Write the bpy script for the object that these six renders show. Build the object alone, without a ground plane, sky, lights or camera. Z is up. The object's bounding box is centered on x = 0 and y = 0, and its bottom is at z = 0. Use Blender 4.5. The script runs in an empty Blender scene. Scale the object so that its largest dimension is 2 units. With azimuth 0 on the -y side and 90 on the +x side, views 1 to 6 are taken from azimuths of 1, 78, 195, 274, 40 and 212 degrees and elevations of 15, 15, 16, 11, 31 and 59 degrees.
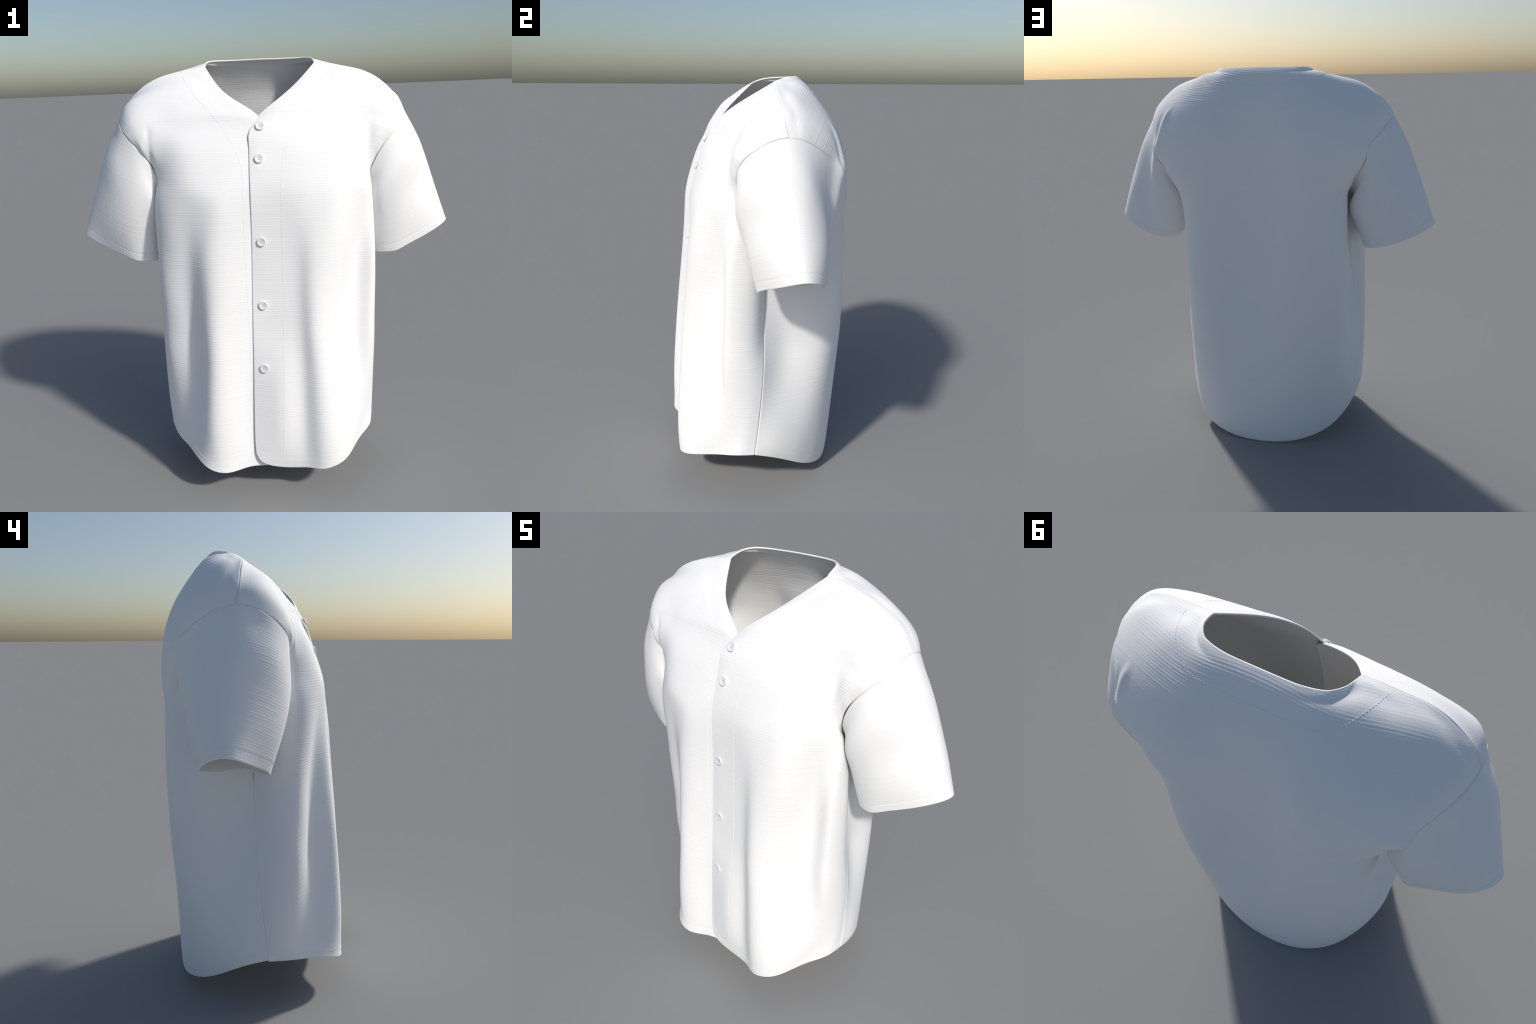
"""White short-sleeved button-front baseball jersey, worn by an invisible body.

The garment is sewn from five cloth pieces (two front panels that overlap at the
placket, one back panel, two sleeves).  Every piece is a smooth surface through a
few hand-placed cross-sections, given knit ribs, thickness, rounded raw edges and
tucked seams in code; buttons and stitches are separate geometry on top.
"""
import bpy, bmesh, math
import numpy as np
from mathutils import Vector, Matrix
from mathutils.bvhtree import BVHTree

rng = np.random.default_rng(7)
CLOTH = 0.0075          # cloth thickness
STEP_V, STEP_U = 0.0019, 0.010

# ------------------------------------------------------------------ splines
def spline_matrix(n, m, closed=False, fine_ends=False):
    """m x n matrix evaluating a C2 cubic spline through n knots at m even parameters."""
    t = np.linspace(0, n if closed else n - 1, m, endpoint=not closed)
    if fine_ends:                                # narrow columns beside the seams
        h = t[1]; e = np.array([.14, .30, .50, .74]) * h
        t = np.concatenate([t[:1], e, t[1:-1], t[-1] - e[::-1], t[-1:]]); m = len(t)
    A = np.zeros((n, n)); B = np.zeros((n, n))
    for i in range(n):
        if closed or 0 < i < n - 1:
            p, q = (i - 1) % n, (i + 1) % n
            A[i, p] += 1; A[i, i] += 4; A[i, q] += 1
            B[i, p] -= 3; B[i, q] += 3
        elif i == 0:
            A[0, 0], A[0, 1] = 2, 1; B[0, 0], B[0, 1] = -3, 3
        else:
            A[i, i], A[i, i - 1] = 2, 1; B[i, i], B[i, i - 1] = 3, -3
    D = np.linalg.solve(A, B)
    M = np.zeros((m, n)); I = np.eye(n)
    for r, x in enumerate(t):
        k = int(min(math.floor(x), (n - 1) if closed else n - 2)); f = x - k; j = (k + 1) % n
        M[r] = ((2*f**3 - 3*f**2 + 1) * I[k] + (f**3 - 2*f**2 + f) * D[k]
                + (-2*f**3 + 3*f**2) * I[j] + (f**3 - f**2) * D[j])
    return M

def even_rows(P):
    """Resample the first axis so that rows are evenly spaced on average."""
    d = np.linalg.norm(np.diff(P, axis=0), axis=2).mean(1)
    s = np.concatenate([[0], np.cumsum(d)])
    t = np.linspace(0, s[-1], len(s))
    k = np.clip(np.searchsorted(s, t) - 1, 0, len(s) - 2)
    f = ((t - s[k]) / np.maximum(s[k + 1] - s[k], 1e-9))[:, None, None]
    return P[k] * (1 - f) + P[k + 1] * f

def sharp_columns(P, m, fine_ends):
    """Shape-preserving cubic through the columns of P: no overshoot at corners."""
    n = P.shape[1]
    d = np.diff(P, axis=1)
    D = np.zeros_like(P)
    a, b = d[:, :-1], d[:, 1:]
    ok = a * b > 0
    D[:, 1:-1] = np.where(ok, 2 * a * b / np.where(ok, a + b, 1), 0)
    D[:, 0], D[:, -1] = d[:, 0], d[:, -1]
    t = np.linspace(0, n - 1, m)
    if fine_ends:
        h = t[1]; e = np.array([.14, .30, .50, .74]) * h
        t = np.concatenate([t[:1], e, t[1:-1], t[-1] - e[::-1], t[-1:]])
    k = np.minimum(np.floor(t).astype(int), n - 2); f = (t - k)[None, :, None]
    return ((2*f**3 - 3*f**2 + 1) * P[:, k] + (f**3 - 2*f**2 + f) * D[:, k]
            + (-2*f**3 + 3*f**2) * P[:, k + 1] + (f**3 - f**2) * D[:, k + 1])

def net_surface(rows, closed=False, rows_n=None, cols_n=None, sharp_top=False):
    C = np.array(rows, float)
    lv = np.linalg.norm(np.diff(C, axis=0), axis=2).sum(0).mean()
    D = np.diff(C, axis=1)
    lu = np.linalg.norm(D, axis=2).sum(1).max()
    m = rows_n or int(lv / STEP_V); n = cols_n or int(lu / STEP_U)
    P = np.einsum('ij,jkc->ikc', spline_matrix(len(C), m), C)
    Q = P
    P = np.einsum('ij,kjc->kic', spline_matrix(C.shape[1], n, closed, not closed), Q)
    if sharp_top:
        r = np.linspace(0, len(C) - 1, m)
        w = smoothstep(len(C) - 2.3, len(C) - 1.15, r)[:, None, None]
        P = P * (1 - w) + sharp_columns(Q, n, True) * w
    return even_rows(P)

def grid_normals(P, closed=False):
    dv = np.gradient(P, axis=0)
    if closed:
        du = np.roll(P, -1, 1) - np.roll(P, 1, 1)
    else:
        du = np.gradient(P, axis=1)
    N = np.cross(du, dv)
    return N / np.maximum(np.linalg.norm(N, axis=2, keepdims=True), 1e-12)

def smoothstep(a, b, x):
    t = np.clip((x - a) / (b - a), 0, 1); return t * t * (3 - 2 * t)

# ------------------------------------------------------------------ knit ribs
RIB = 0.0112
rib_height = 0.30 + 0.70 * rng.random(400)
rib_shift = rng.normal(0, 0.07, 400)
def knit(h, along):
    """Cross ribs of the knit: height (m) as a function of cloth height h."""
    k = h / RIB + 100
    i = np.floor(k).astype(int) % 400
    f = k - np.floor(k)
    big = np.sin(np.pi * f) ** 2 * rib_height[i] * (1 + rib_shift[i])
    big = big * (1 + 0.35 * np.sin(along * 11 + 3 * np.sin(h * 9)) * np.sin(h * 23 + along * 4))
    fine = 0.10 * np.cos(2 * np.pi * (h / (RIB / 2)) + 1.0)
    wob = 0.12 * np.sin(along * 260 + 9 * np.sin(h * 37)) * np.cos(h * 120 + along * 31)
    deep = 1 + 0.9 * smoothstep(1.5, 1.8, h)
    return 0.00036 * deep * (big - 0.5 + fine + wob)

# ------------------------------------------------------------------ cloth builder
def edge_distance(P, side):
    if side in ('bottom', 'top'):
        d = np.linalg.norm(np.diff(P, axis=0), axis=2)
        s = np.concatenate([np.zeros((1, P.shape[1])), np.cumsum(d, 0)])
        return s if side == 'bottom' else s[-1] - s
    d = np.linalg.norm(np.diff(P, axis=1), axis=2)
    s = np.concatenate([np.zeros((P.shape[0], 1)), np.cumsum(d, 1)], 1)
    return s if side == 'left' else s[:, -1:] - s

def make_cloth(name, P, mat, closed=False, height=None, seams=None, plain_inside=None, flip=False,
               hem_press=(), relief=None):
    """Thick cloth from a grid of points: outer face, inner face, rounded raw edges."""
    sgn = -1.0 if flip else 1.0
    N = grid_normals(P, closed) * sgn
    if relief is not None:
        P = P + N * relief[..., None]
    base = P.copy()
    along = edge_distance(P, 'left')
    rib = knit(height, along)
    tuck = np.zeros(P.shape[:2])
    if seams is not None:                       # seams pull the cloth inwards in a narrow groove
        for d in seams:
            d, strength = d if isinstance(d, tuple) else (d, 1.0)
            tuck = np.maximum(tuck, strength * np.exp(-(np.maximum(d, 0) / 0.0020) ** 2))
            rib = rib * smoothstep(0.002, 0.012, d)
    press = np.zeros(P.shape[:2])
    for d, at in hem_press:                     # stitched rows press a shallow furrow
        press = np.maximum(press, np.exp(-((d - at) / 0.004) ** 2))
    outer = base + N * (rib - 0.0065 * tuck - 0.0010 * press)[..., None]
    ri = rib if plain_inside is None else rib * (1 - plain_inside)
    inner = base - N * (CLOTH - 0.6 * ri + 0.0070 * tuck)[..., None]
    m, n = P.shape[:2]
    V = [outer.reshape(-1, 3), inner.reshape(-1, 3)]
    off = m * n
    faces = []
    cols = n if closed else n - 1
    I, J = np.meshgrid(np.arange(m - 1), np.arange(cols), indexing='ij')
    J2 = (J + 1) % n
    q = np.stack([I*n+J, I*n+J2, (I+1)*n+J2, (I+1)*n+J], -1).reshape(-1, 4)
    qo = q if not flip else q[:, ::-1]
    faces.append(qo); faces.append(qo[:, ::-1] + off)
    # boundary loop(s) with outward direction, for the rounded edge
    def outward(a, b):
        d = a - b; return d / np.maximum(np.linalg.norm(d, axis=-1, keepdims=True), 1e-9)
    loops = []
    idx = np.arange(m * n).reshape(m, n)
    bo = outward(base[0], base[2]); to = outward(base[-1], base[-3])
    if closed:
        loops.append((idx[0], bo, True)); loops.append((idx[-1][::-1], to[::-1], True))
    else:
        lo = outward(base[:, 0], base[:, 1]); ro = outward(base[:, -1], base[:, -2])
        ring = np.concatenate([idx[0], idx[1:, -1], idx[-1, -2::-1], idx[-2:0:-1, 0]])
        od = np.concatenate([bo, ro[1:], to[-2::-1], lo[-2:0:-1]])
        loops.append((ring, od, True))
    count = 2 * off
    O, Inn = V[0], V[1]
    for ring, od, _ in loops:
        k = len(ring)
        prev = ring
        for a in (0.25, 0.5, 0.75):
            c = O[ring] * (1 - a) + Inn[ring] * a
            bulge = CLOTH * 0.42 * math.sin(math.pi * a)
            V.append(c + od * bulge)
            cur = np.arange(count, count + k); count += k
            f = np.stack([np.roll(prev, -1), prev, cur, np.roll(cur, -1)], -1)
            faces.append(f if not flip else f[:, ::-1]); prev = cur
        cur = ring + off
        f = np.stack([np.roll(prev, -1), prev, cur, np.roll(cur, -1)], -1)
        faces.append(f if not flip else f[:, ::-1])
    V = np.concatenate(V); F = np.concatenate(faces)
    me = bpy.data.meshes.new(name)
    me.vertices.add(len(V)); me.vertices.foreach_set('co', V.astype(np.float32).ravel())
    me.loops.add(F.size); me.loops.foreach_set('vertex_index', F.astype(np.int32).ravel())
    me.polygons.add(len(F))
    me.polygons.foreach_set('loop_start', np.arange(0, F.size, 4, dtype=np.int32))
    me.update(calc_edges=True); me.validate()
    me.polygons.foreach_set('use_smooth', np.ones(len(me.polygons), bool))
    me.materials.append(mat)
    ob = bpy.data.objects.new(name, me)
    bpy.context.collection.objects.link(ob)
    return ob, outer, N

# ------------------------------------------------------------------ materials
def fabric_material(name, colour, grain=0.25):
    mat = bpy.data.materials.new(name); mat.use_nodes = True
    nt = mat.node_tree; b = nt.nodes['Principled BSDF']
    tc = nt.nodes.new('ShaderNodeTexCoord')
    mp = nt.nodes.new('ShaderNodeMapping'); mp.inputs['Scale'].default_value = (1.0, 1.0, 1.6)
    nt.links.new(tc.outputs['Object'], mp.inputs['Vector'])
    no = nt.nodes.new('ShaderNodeTexNoise'); no.inputs['Scale'].default_value = 330
    no.inputs['Detail'].default_value = 2
    nt.links.new(mp.outputs['Vector'], no.inputs['Vector'])
    vo = nt.nodes.new('ShaderNodeTexVoronoi'); vo.inputs['Scale'].default_value = 210
    nt.links.new(mp.outputs['Vector'], vo.inputs['Vector'])
    mx = nt.nodes.new('ShaderNodeMath'); mx.operation = 'ADD'
    nt.links.new(no.outputs['Fac'], mx.inputs[0]); nt.links.new(vo.outputs['Distance'], mx.inputs[1])
    bp = nt.nodes.new('ShaderNodeBump'); bp.inputs['Strength'].default_value = grain
    bp.inputs['Distance'].default_value = 0.0009
    nt.links.new(mx.outputs[0], bp.inputs['Height'])
    nt.links.new(bp.outputs['Normal'], b.inputs['Normal'])
    ramp = nt.nodes.new('ShaderNodeValToRGB')
    ramp.color_ramp.elements[0].color = (*[c * 0.985 for c in colour], 1)
    ramp.color_ramp.elements[1].color = (*colour, 1)
    ramp.color_ramp.elements[0].position = 0.35; ramp.color_ramp.elements[1].position = 0.65
    nt.links.new(no.outputs['Fac'], ramp.inputs['Fac'])
    nt.links.new(ramp.outputs['Color'], b.inputs['Base Color'])
    b.inputs['Roughness'].default_value = 0.85
    b.inputs['Specular IOR Level'].default_value = 0.25
    return mat

def plain_material(name, colour, rough, spec=0.4):
    mat = bpy.data.materials.new(name); mat.use_nodes = True
    nt = mat.node_tree; b = nt.nodes['Principled BSDF']
    tc = nt.nodes.new('ShaderNodeTexCoord')
    no = nt.nodes.new('ShaderNodeTexNoise'); no.inputs['Scale'].default_value = 120
    nt.links.new(tc.outputs['Object'], no.inputs['Vector'])
    ramp = nt.nodes.new('ShaderNodeValToRGB')
    ramp.color_ramp.elements[0].color = (*[c * 0.97 for c in colour], 1)
    ramp.color_ramp.elements[1].color = (*colour, 1)
    nt.links.new(no.outputs['Fac'], ramp.inputs['Fac'])
    nt.links.new(ramp.outputs['Color'], b.inputs['Base Color'])
    b.inputs['Roughness'].default_value = rough
    b.inputs['Specular IOR Level'].default_value = spec
    return mat

WHITE = (0.92, 0.92, 0.92)
m_cloth = fabric_material('white_knit', WHITE)
m_thread = plain_material('sewing_thread', (0.86, 0.86, 0.86), 0.85, 0.2)
m_button = plain_material('button_plastic', (0.84, 0.84, 0.84), 0.45)
m_hole = plain_material('button_hole_shade', (0.30, 0.30, 0.30), 0.9, 0.1)

# ------------------------------------------------------------------ shared seam lines (wearer's left, +x)
SIDE = [(.503, -.081, .232), (.504, -.065, .35), (.495, -.037, .62), (.462, -.028, .80),
        (.432, -.014, 1.0), (.425, .0, 1.18)]
ARMPIT = (.435, .03, 1.33)
ARM_FRONT = [(.447, -.065, 1.40), (.478, -.135, 1.485), (.520, -.160, 1.575), (.577, -.151, 1.642),
             (.606, -.132, 1.674), (.632, -.097, 1.703), (.652, -.030, 1.740)]
SHOULDER_END = (.657, .037, 1.752)
ARM_BACK = [(.455, .165, 1.41), (.532, .283, 1.52), (.564, .300, 1.603), (.577, .254, 1.645),
            (.612, .195, 1.689), (.646, .115, 1.733), (.654, .076, 1.747), (.656, .056, 1.750)]
SHOULDER = [SHOULDER_END, (.640, .031, 1.787), (.617, .028, 1.818), (.575, .027, 1.862), (.525, .026, 1.900),
            (.465, .029, 1.927), (.400, .038, 1.944), (.345, .045, 1.954), (.297, .050, 1.962), (.254, .055, 1.968)]

def at_height(pts, z):
    return [(p[0], p[1], z) if len(p) == 2 else p for p in pts]

# ------------------------------------------------------------------ front panels
# rows run from the side seam / armhole to the centre-front edge
front_left = [
    [SIDE[0], (.480, -.170, .227), (.420, -.250, .206), (.360, -.353, .184), (.300, -.408, .166),
     (.228, -.418, .150), (.160, -.392, .143), (.070, -.378, .138), (-.038, -.378, .161), (-.079, -.373, .214)],
    [SIDE[1]] + at_height([(.498, -.130), (.456, -.198), (.386, -.300), (.310, -.396), (.220, -.421), (.150, -.388),
                           (.065, -.394), (-.010, -.385), (-.080, -.367)], .34),
    [SIDE[2]] + at_height([(.508, -.116), (.474, -.212), (.392, -.236), (.312, -.350), (.215, -.401), (.150, -.373),
                           (.072, -.375), (-.005, -.367), (-.073, -.352)], .62),
    [SIDE[3]] + at_height([(.506, -.108), (.478, -.212), (.398, -.218), (.317, -.322), (.212, -.385), (.150, -.362),
                           (.080, -.350), (-.002, -.343), (-.069, -.339)], .80),
    [SIDE[4]] + at_height([(.501, -.094), (.486, -.206), (.405, -.208), (.325, -.311), (.215, -.366), (.150, -.348),
                           (.086, -.336), (.000, -.331), (-.065, -.326)], 1.0),
    [SIDE[5]] + at_height([(.486, -.078), (.492, -.190), (.420, -.214), (.332, -.314), (.220, -.349), (.155, -.338),
                           (.088, -.327), (.000, -.320), (-.060, -.314)], 1.2),
    [ARMPIT] + at_height([(.466, -.050, 1.34), (.493, -.150, 1.35), (.430, -.226), (.335, -.304), (.240, -.324),
                          (.160, -.326), (.080, -.319), (-.003, -.311), (-.058, -.308)], 1.37),
    [ARM_FRONT[0]] + at_height([(.463, -.112, 1.425), (.480, -.168, 1.45), (.420, -.238), (.332, -.287), (.236, -.305),
                                (.147, -.309), (.060, -.304), (-.012, -.299), (-.058, -.296)], 1.46),
    [ARM_FRONT[1]] + at_height([(.483, -.158, 1.51), (.460, -.192, 1.53), (.400, -.237), (.320, -.270), (.220, -.282),
                                (.122, -.283), (.030, -.278), (-.025, -.275), (-.058, -.272)], 1.545),
    [ARM_FRONT[2]] + at_height([(.500, -.176, 1.59), (.460, -.198, 1.605), (.390, -.227), (.310, -.247), (.212, -.255),
                                (.120, -.256), (.030, -.252), (-.025, -.249), (-.057, -.246)], 1.63),
    [ARM_FRONT[3], (.540, -.170, 1.660), (.480, -.187, 1.680), (.400, -.205, 1.694), (.310, -.217, 1.700),
     (.220, -.223, 1.702), (.130, -.226, 1.702), (.050, -.226, 1.700), (-.010, -.224, 1.694), (-.053, -.226, 1.683)],
    [ARM_FRONT[4], (.562, -.152, 1.700), (.500, -.167, 1.725), (.420, -.182, 1.743), (.335, -.192, 1.752),
     (.245, -.198, 1.756), (.165, -.200, 1.756), (.090, -.198, 1.753), (.030, -.193, 1.749), (-.014, -.187, 1.743)],
    [ARM_FRONT[5], (.588, -.125, 1.738), (.525, -.142, 1.767), (.445, -.154, 1.787), (.362, -.163, 1.797),
     (.285, -.168, 1.801), (.215, -.170, 1.801), (.150, -.170, 1.798), (.097, -.168, 1.799), (.052, -.166, 1.797)],
    [ARM_FRONT[6], (.617, -.050, 1.797), (.560, -.063, 1.838), (.475, -.074, 1.867), (.395, -.080, 1.879),
     (.325, -.085, 1.882), (.272, -.088, 1.880), (.225, -.090, 1.876), (.184, -.091, 1.875), (.151, -.092, 1.871)],
    SHOULDER,
]

# the upper chest lies a little flatter than the seams
for k, amount in ((8, .004), (9, .010), (10, .018), (11, .022), (12, .021), (13, .011)):
    for c, w in ((2, .5), (3, 1), (4, 1), (5, .9), (6, .65), (7, .3)):
        p = front_left[k][c]
        front_left[k][c] = (p[0], p[1] + amount * w, p[2] - 0.3 * amount * w)

def mirror(row):
    return [(-p[0], p[1], p[2]) for p in row]

# wearer's right panel: own drape below the chest, passes under the placket
front_right = [
    [(-.505, -.076, .226), (-.462, -.185, .214), (-.412, -.256, .200), (-.360, -.336, .180), (-.303, -.397, .157),
     (-.225, -.411, .140), (-.148, -.384, .141), (-.080, -.361, .142), (-.015, -.352, .143), (.022, -.348, .190)],
    [(-.506, -.062, .345)] + at_height([(-.500, -.128), (-.452, -.197), (-.382, -.268), (-.330, -.342), (-.272, -.401),
                                        (-.190, -.397), (-.100, -.360), (-.020, -.343), (.028, -.337)], .34),
    [(-.494, -.032, .62)] + at_height([(-.509, -.115), (-.474, -.199), (-.396, -.241), (-.334, -.284), (-.272, -.374),
                                       (-.190, -.381), (-.100, -.350), (-.020, -.331), (.030, -.324)], .62),
    [(-.463, -.020, .80)] + at_height([(-.503, -.105), (-.481, -.191), (-.403, -.236), (-.337, -.267), (-.271, -.356),
                                       (-.188, -.365), (-.098, -.339), (-.020, -.320), (.030, -.313)], .80),
    [(-.435, -.008, 1.0)] + at_height([(-.494, -.095), (-.488, -.190), (-.411, -.237), (-.338, -.264), (-.268, -.335),
                                       (-.182, -.347), (-.092, -.327), (-.018, -.310), (.030, -.304)], 1.0),
    [(-.425, .004, 1.18)] + at_height([(-.483, -.082), (-.495, -.178), (-.420, -.246), (-.336, -.274), (-.258, -.320),
                                       (-.172, -.327), (-.085, -.313), (-.016, -.300), (.031, -.295)], 1.2),
    mirror([ARMPIT]) + at_height([(-.468, -.050, 1.34), (-.496, -.165, 1.35), (-.430, -.247), (-.330, -.287),
                                  (-.225, -.315), (-.147, -.312), (-.072, -.302), (-.015, -.294), (.031, -.289)], 1.37),
]
under = [0, 0, 0, 0, .15, .3, .5, .8, 1, 1]          # how far each column sinks below the overlapping panel
right_edge = {7: (.032, -.279, 1.46), 8: (.032, -.258, 1.545), 9: (.031, -.232, 1.63), 10: (.022, -.204, 1.700),
              11: (-.012, -.179, 1.744), 12: (-.065, -.148, 1.785), 13: (-.167, -.078, 1.855)}
for k in range(7, 14):
    row = []
    src = mirror(front_left[k]); tip = np.array(right_edge[k]); shift = tip - np.array(src[-1])
    for c, p in enumerate(src):
        w = (c / 9.0) ** 2
        q = np.array(p) + shift * np.array([w, w, w])
        if k < 11 and c < 9:
            q[1] += 0.012 * under[c] * (1 - w)
        row.append(tuple(q))
    front_right.append(row)
front_right.append(mirror(SHOULDER))
for k, amount in ((8, .003), (9, .008), (10, .014), (11, .016), (12, .012)):
    for c, w in ((2, .4), (3, 1), (4, 1), (5, .7), (6, .3)):
        p = front_left[k][c]
        front_left[k][c] = (p[0], p[1] + amount * w, p[2])

# ------------------------------------------------------------------ back panel (half, then mirrored)
back_half = [
    [SIDE[0], (.496, .010, .203), (.467, .107, .153), (.432, .175, .110), (.373, .255, .067), (.288, .322, .036),
     (.205, .360, .018), (.135, .378, .009), (.066, .387, .005), (0, .389, .0035)],
    [SIDE[1], (.498, .030, .33), (.471, .130, .29), (.435, .205, .26), (.379, .282, .225), (.300, .345, .20),
     (.220, .374, .19), (.145, .385, .185), (.072, .388, .18), (0, .388, .18)],
    [SIDE[2]] + at_height([(.450, .060), (.438, .160), (.425, .258), (.378, .334), (.314, .381), (.240, .392),
                           (.163, .382), (.083, .374), (0, .371)], .62),
    [SIDE[3]] + at_height([(.424, .070), (.424, .170), (.420, .266), (.382, .343), (.322, .393), (.250, .402),
                           (.171, .383), (.087, .367), (0, .362)], .80),
    [SIDE[4]] + at_height([(.424, .080), (.432, .185), (.419, .274), (.386, .352), (.326, .396), (.252, .402),
                           (.174, .382), (.089, .357), (0, .350)], 1.0),
    [SIDE[5]] + at_height([(.418, .090), (.427, .195), (.412, .288), (.378, .356), (.318, .400), (.248, .405),
                           (.170, .384), (.086, .355), (0, .348)], 1.2),
    [ARMPIT] + at_height([(.428, .110, 1.34), (.440, .220, 1.34), (.422, .308), (.377, .363), (.312, .402), (.243, .406),
                          (.165, .385), (.084, .359), (0, .352)], 1.34),
    [ARM_BACK[0]] + at_height([(.478, .255), (.456, .324), (.415, .366), (.360, .394), (.294, .410), (.226, .406),
                               (.151, .382), (.076, .361), (0, .354)], 1.43),
    [ARM_BACK[1]] + at_height([(.513, .313), (.474, .343), (.424, .371), (.365, .394), (.298, .407), (.226, .403),
                               (.150, .380), (.075, .362), (0, .356)], 1.53),
    [ARM_BACK[2], (.536, .317, 1.61), (.492, .338, 1.625), (.436, .357, 1.638), (.370, .375, 1.648), (.300, .387, 1.652),
     (.222, .391, 1.653), (.146, .374, 1.653), (.072, .359, 1.652), (0, .353, 1.652)],
    [ARM_BACK[3], (.552, .278, 1.675), (.512, .296, 1.706), (.450, .314, 1.732), (.376, .333, 1.752), (.300, .347, 1.761),
     (.222, .354, 1.763), (.146, .345, 1.763), (.072, .336, 1.762), (0, .332, 1.762)],
    [ARM_BACK[4], (.588, .213, 1.737), (.546, .227, 1.781), (.472, .245, 1.821), (.382, .268, 1.848), (.300, .286, 1.859),
     (.225, .302, 1.860), (.148, .308, 1.858), (.073, .306, 1.857), (0, .304, 1.857)],
    [ARM_BACK[5], (.618, .123, 1.790), (.571, .130, 1.840), (.492, .140, 1.893), (.378, .173, 1.935), (.302, .191, 1.957),
     (.240, .221, 1.955), (.172, .245, 1.948), (.087, .252, 1.943), (0, .252, 1.943)],
    [ARM_BACK[6], (.619, .076, 1.808), (.574, .079, 1.855), (.485, .084, 1.918), (.366, .105, 1.952), (.288, .120, 1.975),
     (.241, .170, 1.978), (.187, .213, 1.975), (.095, .229, 1.972), (0, .231, 1.972)],
    [ARM_BACK[7], (.619, .050, 1.814), (.575, .052, 1.860), (.475, .056, 1.921), (.357, .074, 1.955), (.271, .086, 1.978),
     (.246, .142, 1.987), (.196, .195, 1.988), (.100, .214, 1.987), (0, .216, 1.987)],
    [SHOULDER[0], SHOULDER[2], SHOULDER[3], SHOULDER[5], SHOULDER[7], SHOULDER[9],
     (.246, .118, 1.991), (.204, .176, 1.998), (.104, .199, 1.998), (0, .201, 1.999)],
]
FLANK = {1: .004, 2: .016, 3: .026, 4: .034, 5: .030, 6: .014}             # the wearer's right flank hangs a little wider
for k, amount in ((5, .000), (6, .004), (7, .007), (8, .006), (9, .003)):      # between the shoulder blades and armpits
    for c, w in ((2, .7), (3, 1), (4, 1), (5, 1), (6, .8), (7, .6), (8, .3)):
        p = back_half[k][c]
        back_half[k][c] = (p[0], p[1] - amount * w, p[2])
back_rows = []
for k, row in enumerate(back_half):
    other = []
    for c, p in enumerate(row[:-1]):
        f = FLANK.get(k, 0)
        w = f * {1: .5, 2: .8, 3: 1, 4: .75, 5: .2}.get(c, 0)
        g = min(f, .02) * {3: .5, 4: .6, 5: -.55, 6: -.75, 7: -.1}.get(c, 0)
        other.append((-p[0] - w, p[1] + g, p[2]))
    back_rows.append(row + other[::-1])

# ------------------------------------------------------------------ sleeves
ARMHOLE = [ARMPIT] + ARM_FRONT[:4] + [ARM_FRONT[5], ARM_FRONT[6], SHOULDER_END] + ARM_BACK[5::-1]
CUFF = [(.525, .030, 1.098), (.518, -.030, 1.088), (.555, -.075, 1.091), (.612, -.090, 1.099), (.672, -.080, 1.126),
        (.757, -.048, 1.159), (.845, .000, 1.197), (.8825, .055, 1.212), (.858, .115, 1.194), (.796, .161, 1.162),
        (.716, .183, 1.129), (.640, .200, 1.106), (.572, .206, 1.096), (.523, .120, 1.083)]
# bulges of the sleeve between armhole and cuff: (ring, control index) -> offset
RINGS = [0.0, 0.12, 0.30, 0.52, 0.76, 1.0]
SWELL = {(1, 2): (.010, -.010, 0), (1, 3): (.004, -.012, 0), (1, 4): (.004, -.012, 0), (1, 5): (.006, -.012, .003),
         (2, 2): (.0, -.022, 0), (2, 3): (.0, -.030, 0), (2, 4): (.004, -.030, 0), (2, 5): (.010, -.034, .006),
         (3, 2): (.004, -.014, 0), (3, 3): (.0, -.032, 0), (3, 4): (0, -.042, 0), (3, 5): (.006, -.042, 0),
         (4, 2): (.0, -.005, 0), (4, 3): (.0, -.018, 0), (4, 4): (0, -.032, 0), (4, 5): (.004, -.034, 0),
         (1, 6): (.006, 0, .004), (1, 7): (.008, 0, .004), (1, 8): (.006, 0, .004),
         (2, 6): (.016, -.018, .006), (2, 7): (.016, 0, .006), (2, 8): (.014, .004, .005),
         (3, 6): (.014, -.020, .004), (3, 7): (.014, 0, .004), (3, 8): (.013, .008, .004), (3, 9): (.006, .010, 0),
         (4, 6): (.008, -.015, .002), (4, 7): (.006, 0, .002), (4, 8): (.010, .010, 0), (4, 9): (.006, .014, 0),
         (2, 11): (0, .002, 0), (2, 12): (-.018, -.008, 0), (3, 12): (-.032, -.004, 0), (4, 12): (-.016, 0, 0), (1, 12): (0, -.006, 0), (2, 13): (-.022, .006, 0), (3, 13): (-.028, .006, 0), (4, 13): (-.012, 0, 0), (3, 11): (-.008, 0, 0),
         (1, 0): (.014, .005, -.004), (1, 13): (.012, .0, 0), (1, 1): (.012, 0, 0),
         (2, 0): (.016, 0, 0), (2, 1): (.010, 0, 0)}
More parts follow.
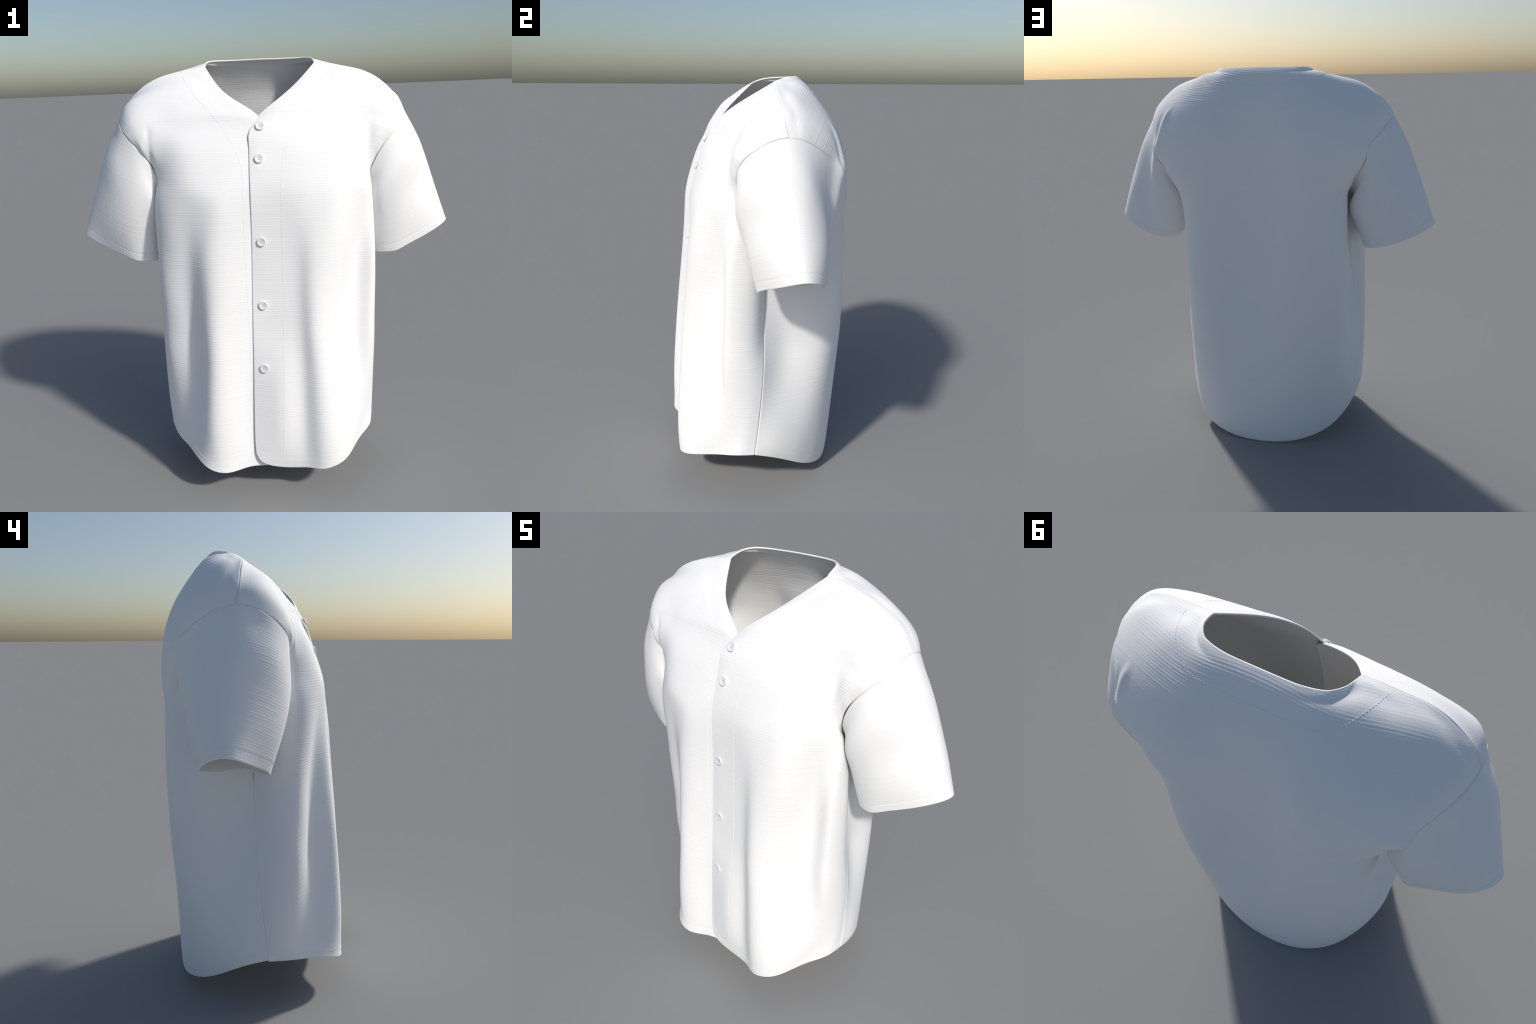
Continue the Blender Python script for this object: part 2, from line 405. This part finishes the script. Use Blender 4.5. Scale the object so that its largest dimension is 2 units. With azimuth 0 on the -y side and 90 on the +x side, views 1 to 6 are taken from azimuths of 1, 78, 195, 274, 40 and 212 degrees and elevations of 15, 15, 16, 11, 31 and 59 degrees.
def sleeve_rings(side):
    A, B = np.array(ARMHOLE), np.array(CUFF)
    rings = []
    for r, t in enumerate(RINGS):
        R = A * (1 - t) + B * t
        for c in range(len(A)):
            k = 0.6 if side > 0 and r > 2 and 3 <= c <= 6 else 1.0
            R[c] += np.array(SWELL.get((r, c), (0, 0, 0))) * k
        drop = np.array([0, 1, 1, 1, 1, 1, 1, .4, 0, 0, 0, 0, 0, 0]) * (.0085 if side < 0 else .004)
        R[:, 2] -= drop * t                              # the front of the cuff hangs a little lower
        R[:, 0] += .003 * t
        R[:, 0] *= side
        rings.append(R)
    return rings[::-1]                 # from cuff to armhole

# ------------------------------------------------------------------ build the cloth
thing = bpy.data.objects.new('baseball_jersey', None)
thing.empty_display_size = 0.2
bpy.context.collection.objects.link(thing)
thing['label'] = 'white short-sleeved button-front baseball jersey with ribbed knit'
thing['category'] = 'shirt'
parts = []

def cloth_height(P, z_arm=1.45):
    """Rib coordinate: height low on the body, length along the cloth over the shoulders."""
    d = np.linalg.norm(np.diff(P, axis=0), axis=2)
    dz = np.diff(P[..., 2], axis=0)
    zm = 0.5 * (P[1:, :, 2] + P[:-1, :, 2])
    w = smoothstep(z_arm - 0.1, z_arm + 0.1, zm)
    step = dz * (1 - w) + d * w
    return P[:1, :, 2] + np.concatenate([np.zeros((1, P.shape[1])), np.cumsum(step, 0)])

def crease_relief(P, creases):
    """Soft pulled creases: each is (start, end, height, width), fading at both ends."""
    out = np.zeros(P.shape[:2])
    for a, b, height, width in creases:
        a, b = np.array(a), np.array(b); ab = b - a
        t = ((P - a) @ ab) / (ab @ ab)
        tc = np.clip(t, 0, 1)
        d = np.linalg.norm(P - (a + tc[..., None] * ab), axis=2)
        fade = np.sin(np.pi * np.clip(0.06 + 0.86 * tc, 0, 1)) ** 1.2
        out += height * fade * np.exp(-(d / width) ** 2)
    return out

def front_piece(rows, flip, creases=()):
    P = net_surface(rows)
    side = edge_distance(P, 'left'); top = edge_distance(P, 'top'); hem = edge_distance(P, 'bottom')
    top = (top, smoothstep(0.004, 0.085, edge_distance(P, 'right')[-1])[None, :])
    H = cloth_height(P)
    facing = smoothstep(0.125, 0.115, edge_distance(P, 'right'))
    return (*make_cloth('front_panel', P, m_cloth, height=H, seams=[side, top], plain_inside=facing, flip=flip,
                        relief=crease_relief(P, creases)), P)

fl, fl_out, fl_n, fl_p = front_piece(front_left, True, [
    ((.480, -.175, 1.71), (.462, -.195, 1.56), -.007, .020), ((.520, -.165, 1.64), (.500, -.170, 1.55), .004, .012)])
fr, fr_out, fr_n, fr_p = front_piece(front_right, False, [
    ((-.505, -.165, 1.710), (-.486, -.165, 1.46), -.015, .013), ((-.545, -.165, 1.66), (-.520, -.165, 1.58), .006, .016)])

P = net_surface(back_rows, sharp_top=True)
bs = np.minimum(edge_distance(P, 'left'), edge_distance(P, 'right'))
bt = edge_distance(P, 'top')
ncol = P.shape[1]
on_shoulder = (np.hypot(P[-1, :, 0], 0) > 0.252)[None, :]
top_seam = (np.where(on_shoulder, bt, 1.0), smoothstep(.256, .34, np.abs(P[-1, :, 0]))[None, :])
facing = smoothstep(0.118, 0.108, bt)
bk, bk_out, bk_n = make_cloth('back_panel', P, m_cloth, height=cloth_height(P), seams=[bs, top_seam],
                              plain_inside=facing, relief=crease_relief(P, [
                                  ((.470, .265, 1.83), (.542, .312, 1.560), .009, .016), ((.520, .255, 1.76), (.556, .305, 1.57), -.008, .013),
                                  ((-.505, .275, 1.47), (-.410, .355, 1.33), -.014, .016), ((-.48, .320, 1.60), (-.515, .315, 1.50), -.005, .012),
                                  ((.500, .270, 1.44), (.440, .330, 1.30), -.006, .018)]))
bk_p = P

sleeves = []
for side in (1, -1):
    S = net_surface(sleeve_rings(side), closed=True)
    cuff = edge_distance(S, 'bottom')
    ob, so, sn = make_cloth('sleeve', S, m_cloth, closed=True, height=cuff, seams=[edge_distance(S, 'top')],
                            flip=(side < 0), hem_press=[(cuff, 0.038)])
    sleeves.append((ob, so, sn, cuff))
parts += [fl, fr, bk] + [s[0] for s in sleeves]

# ------------------------------------------------------------------ stitches
def dash_mesh(lines, name, length=0.0062, gap=0.0052, r=0.0008):
    """lines: lists of (points, normals); short round thread dashes along each."""
    verts, faces = [], []
    ring = 6
    for pts, nrm in lines:
        pts = np.asarray(pts); nrm = np.asarray(nrm)
        seg = np.linalg.norm(np.diff(pts, axis=0), axis=1)
        s = np.concatenate([[0], np.cumsum(seg)])
        n = int(s[-1] / (length + gap))
        for i in range(n):
            a = (i + 0.15) * (length + gap); L = length * (0.85 + 0.3 * rng.random())
            def at(x):
                return (np.array([np.interp(x, s, pts[:, c]) for c in range(3)]),
                        np.array([np.interp(x, s, nrm[:, c]) for c in range(3)]))
            p0, n0 = at(a); p1, n1 = at(a + L)
            t = p1 - p0; lt = np.linalg.norm(t)
            if lt < 1e-6: continue
            t /= lt; nn = n0 / np.linalg.norm(n0); b = np.cross(t, nn)
            base = len(verts)
            for f, rad, lift in ((0, .35, -.6), (.2, 1, .35), (.8, 1, .35), (1, .35, -.6)):
                c = p0 + t * lt * f + nn * r * lift
                for k in range(ring):
                    w = 2 * math.pi * k / ring
                    verts.append(c + (b * math.cos(w) + nn * math.sin(w)) * r * rad)
            for j in range(3):
                for k in range(ring):
                    k2 = (k + 1) % ring
                    faces.append((base+j*ring+k, base+j*ring+k2, base+(j+1)*ring+k2, base+(j+1)*ring+k))
            faces.append(tuple(base + k for k in range(ring))[::-1])
            faces.append(tuple(base + 3*ring + k for k in range(ring)))
    me = bpy.data.meshes.new(name)
    me.from_pydata([tuple(v) for v in verts], [], faces); me.update()
    me.polygons.foreach_set('use_smooth', np.ones(len(me.polygons), bool))
    me.materials.append(m_thread)
    ob = bpy.data.objects.new(name, me); bpy.context.collection.objects.link(ob)
    ob['kind'] = 'stuff'
    return ob

def row_at(out, nrm, dist, d, cols=slice(None)):
    """Iso-line of a distance field along the columns of a grid."""
    pts, ns = [], []
    for c in range(out.shape[1])[cols]:
        col = dist[:, c]
        order = np.argsort(col)
        k = np.interp(d, col[order], order.astype(float))
        k0 = int(np.clip(math.floor(k), 0, len(col) - 2)); f = k - k0
        pts.append(out[k0, c] * (1 - f) + out[k0 + 1, c] * f); ns.append(nrm[k0, c])
    return np.array(pts), np.array(ns)

def bvh_of(ob):
    dg = bpy.context.evaluated_depsgraph_get()
    return BVHTree.FromObject(ob, dg)

def path_on(ob, knots, direction, n=260):
    """Spline through knots (x, z) or (x, y) thrown on to the cloth along a direction."""
    K = np.array(knots, float)
    Q = spline_matrix(len(K), n) @ K
    bvh = bvh_of(ob); pts, ns = [], []
    for q in Q:
        o = Vector(q) - Vector(direction) * 2
        hit, no, _, _ = bvh.ray_cast(o, Vector(direction))
        if hit is not None:
            pts.append(tuple(hit)); ns.append(tuple(-no if no.dot(Vector(direction)) > 0 else no))
    return np.array(pts), np.array(ns)

bpy.context.view_layer.update()
lines = []
# facing of neck and placket on both fronts (x, z seen from the front)
lines.append(path_on(fl, [(.335, 0, 1.925), (.293, 0, 1.860), (.213, 0, 1.770), (.154, 0, 1.704), (.109, 0, 1.640),
                          (.083, 0, 1.560), (.074, 0, 1.466), (.072, 0, 1.340), (.069, 0, .978), (.060, 0, .598),
                          (.047, 0, .20)], (0, 1, 0), 600))
lines.append(path_on(fr, [(-.352, 0, 1.920), (-.325, 0, 1.885), (-.284, 0, 1.830), (-.213, 0, 1.752), (-.148, 0, 1.661),
                          (-.099, 0, 1.552), (-.091, 0, 1.417), (-.092, 0, 1.132), (-.088, 0, .836), (-.087, 0, .527),
                          (-.090, 0, .20)], (0, 1, 0), 600))
# neck facing on the back (x, y seen from above)
lines.append(path_on(bk, [(.345, .070, 0), (.325, .150, 0), (.285, .215, 0), (.230, .255, 0), (.150, .268, 0), (0, .270, 0),
                          (-.150, .268, 0), (-.230, .255, 0), (-.285, .215, 0), (-.325, .150, 0), (-.345, .070, 0)],
                     (0, 0, -1), 400))
for out, nrm, pp, sl in ((fl_out, fl_n, fl_p, slice(3, -2)), (fr_out, fr_n, fr_p, slice(3, -8)), (bk_out, bk_n, bk_p, slice(3, -3))):
    hem = edge_distance(pp, 'bottom')
    for d in (0.036, 0.044):
        lines.append(row_at(out, nrm, hem, d, sl))
for ob, so, sn, cuff in sleeves:
    for d in (0.034, 0.042):
        a, b = row_at(so, sn, cuff, d)
        lines.append((np.concatenate([a, a[:1]]), np.concatenate([b, b[:1]])))
parts.append(dash_mesh(lines[:3], 'stitching', r=0.0011))
parts.append(dash_mesh(lines[3:], 'stitching', r=0.0008))

# ------------------------------------------------------------------ buttons
def button_mesh():
    prof = [(0, .0046), (.0060, .0047), (.0095, .0051), (.0125, .0058), (.0150, .0067), (.0172, .0073), (.0189, .0070),
            (.0197, .0056), (.0194, .0030), (.0178, .0008), (.0120, .0), (0, .0)]
    bm = bmesh.new(); n = 40
    rings = []
    for r, z in prof:
        if r == 0: rings.append([bm.verts.new((0, 0, z))])
        else: rings.append([bm.verts.new((r*math.cos(2*math.pi*k/n), r*math.sin(2*math.pi*k/n), z)) for k in range(n)])
    for a, b in zip(rings[:-1], rings[1:]):
        for k in range(n):
            k2 = (k + 1) % n
            if len(a) == 1: bm.faces.new((a[0], b[k], b[k2]))
            elif len(b) == 1: bm.faces.new((a[k], b[0], a[k2]))
            else: bm.faces.new((a[k], b[k], b[k2], a[k2]))
    bmesh.ops.recalc_face_normals(bm, faces=bm.faces)
    me = bpy.data.meshes.new('button'); bm.to_mesh(me); bm.free()
    me.materials.append(m_button); me.materials.append(m_hole)
    cut = bmesh.new()
    for k in range(4):
        w = math.pi / 4 + k * math.pi / 2
        bmesh.ops.create_cone(cut, cap_ends=True, segments=12, radius1=.0013, radius2=.0013, depth=.006,
                              matrix=Matrix.Translation((.0049*math.cos(w), .0049*math.sin(w), .0056)))
    cm = bpy.data.meshes.new('hole_cutter'); cut.to_mesh(cm); cut.free()
    cm.materials.append(m_button); cm.materials.append(m_hole)
    for p in cm.polygons: p.material_index = 1
    a = bpy.data.objects.new('button', me); b = bpy.data.objects.new('hole_cutter', cm)
    bpy.context.collection.objects.link(a); bpy.context.collection.objects.link(b)
    md = a.modifiers.new('holes', 'BOOLEAN'); md.object = b; md.operation = 'DIFFERENCE'; md.solver = 'EXACT'
    dg = bpy.context.evaluated_depsgraph_get()
    res = bpy.data.meshes.new_from_object(a.evaluated_get(dg))
    bpy.data.objects.remove(a); bpy.data.objects.remove(b)
    res.name = 'button'
    for p in res.polygons: p.use_smooth = abs(p.normal.z) < 0.9999 and p.material_index == 0
    return res

bmesh_data = button_mesh()
front_bvh = bvh_of(fl)
for k, (x, z, turn) in enumerate([(-.008, 1.702, 28), (-.017, 1.569, 20), (-.019, 1.214, 10), (-.022, .928, 8), (-.026, .637, 2)]):
    hit, no, _, _ = front_bvh.ray_cast(Vector((x, -2, z)), Vector((0, 1, 0)))
    samples = []
    for dx, dz in ((.015, 0), (-.015, 0), (0, .015), (0, -.015)):
        h2, n2, _, _ = front_bvh.ray_cast(Vector((x + dx, -2, z + dz)), Vector((0, 1, 0)))
        samples.append(h2)
    no = (samples[0] - samples[1]).cross(samples[2] - samples[3]).normalized()
    if no.y > 0: no = -no
    b = bpy.data.objects.new('button', bmesh_data)
    bpy.context.collection.objects.link(b)
    zax = no; xax = Vector((1, 0, 0)); xax = (xax - zax * xax.dot(zax)).normalized(); yax = zax.cross(xax)
    R = Matrix((xax, yax, zax)).transposed().to_4x4()
    b.matrix_world = Matrix.Translation(hit + no * 0.0008) @ R @ Matrix.Rotation(math.radians(turn), 4, 'Z')
    parts.append(b)

for p in parts:
    p.parent = thing
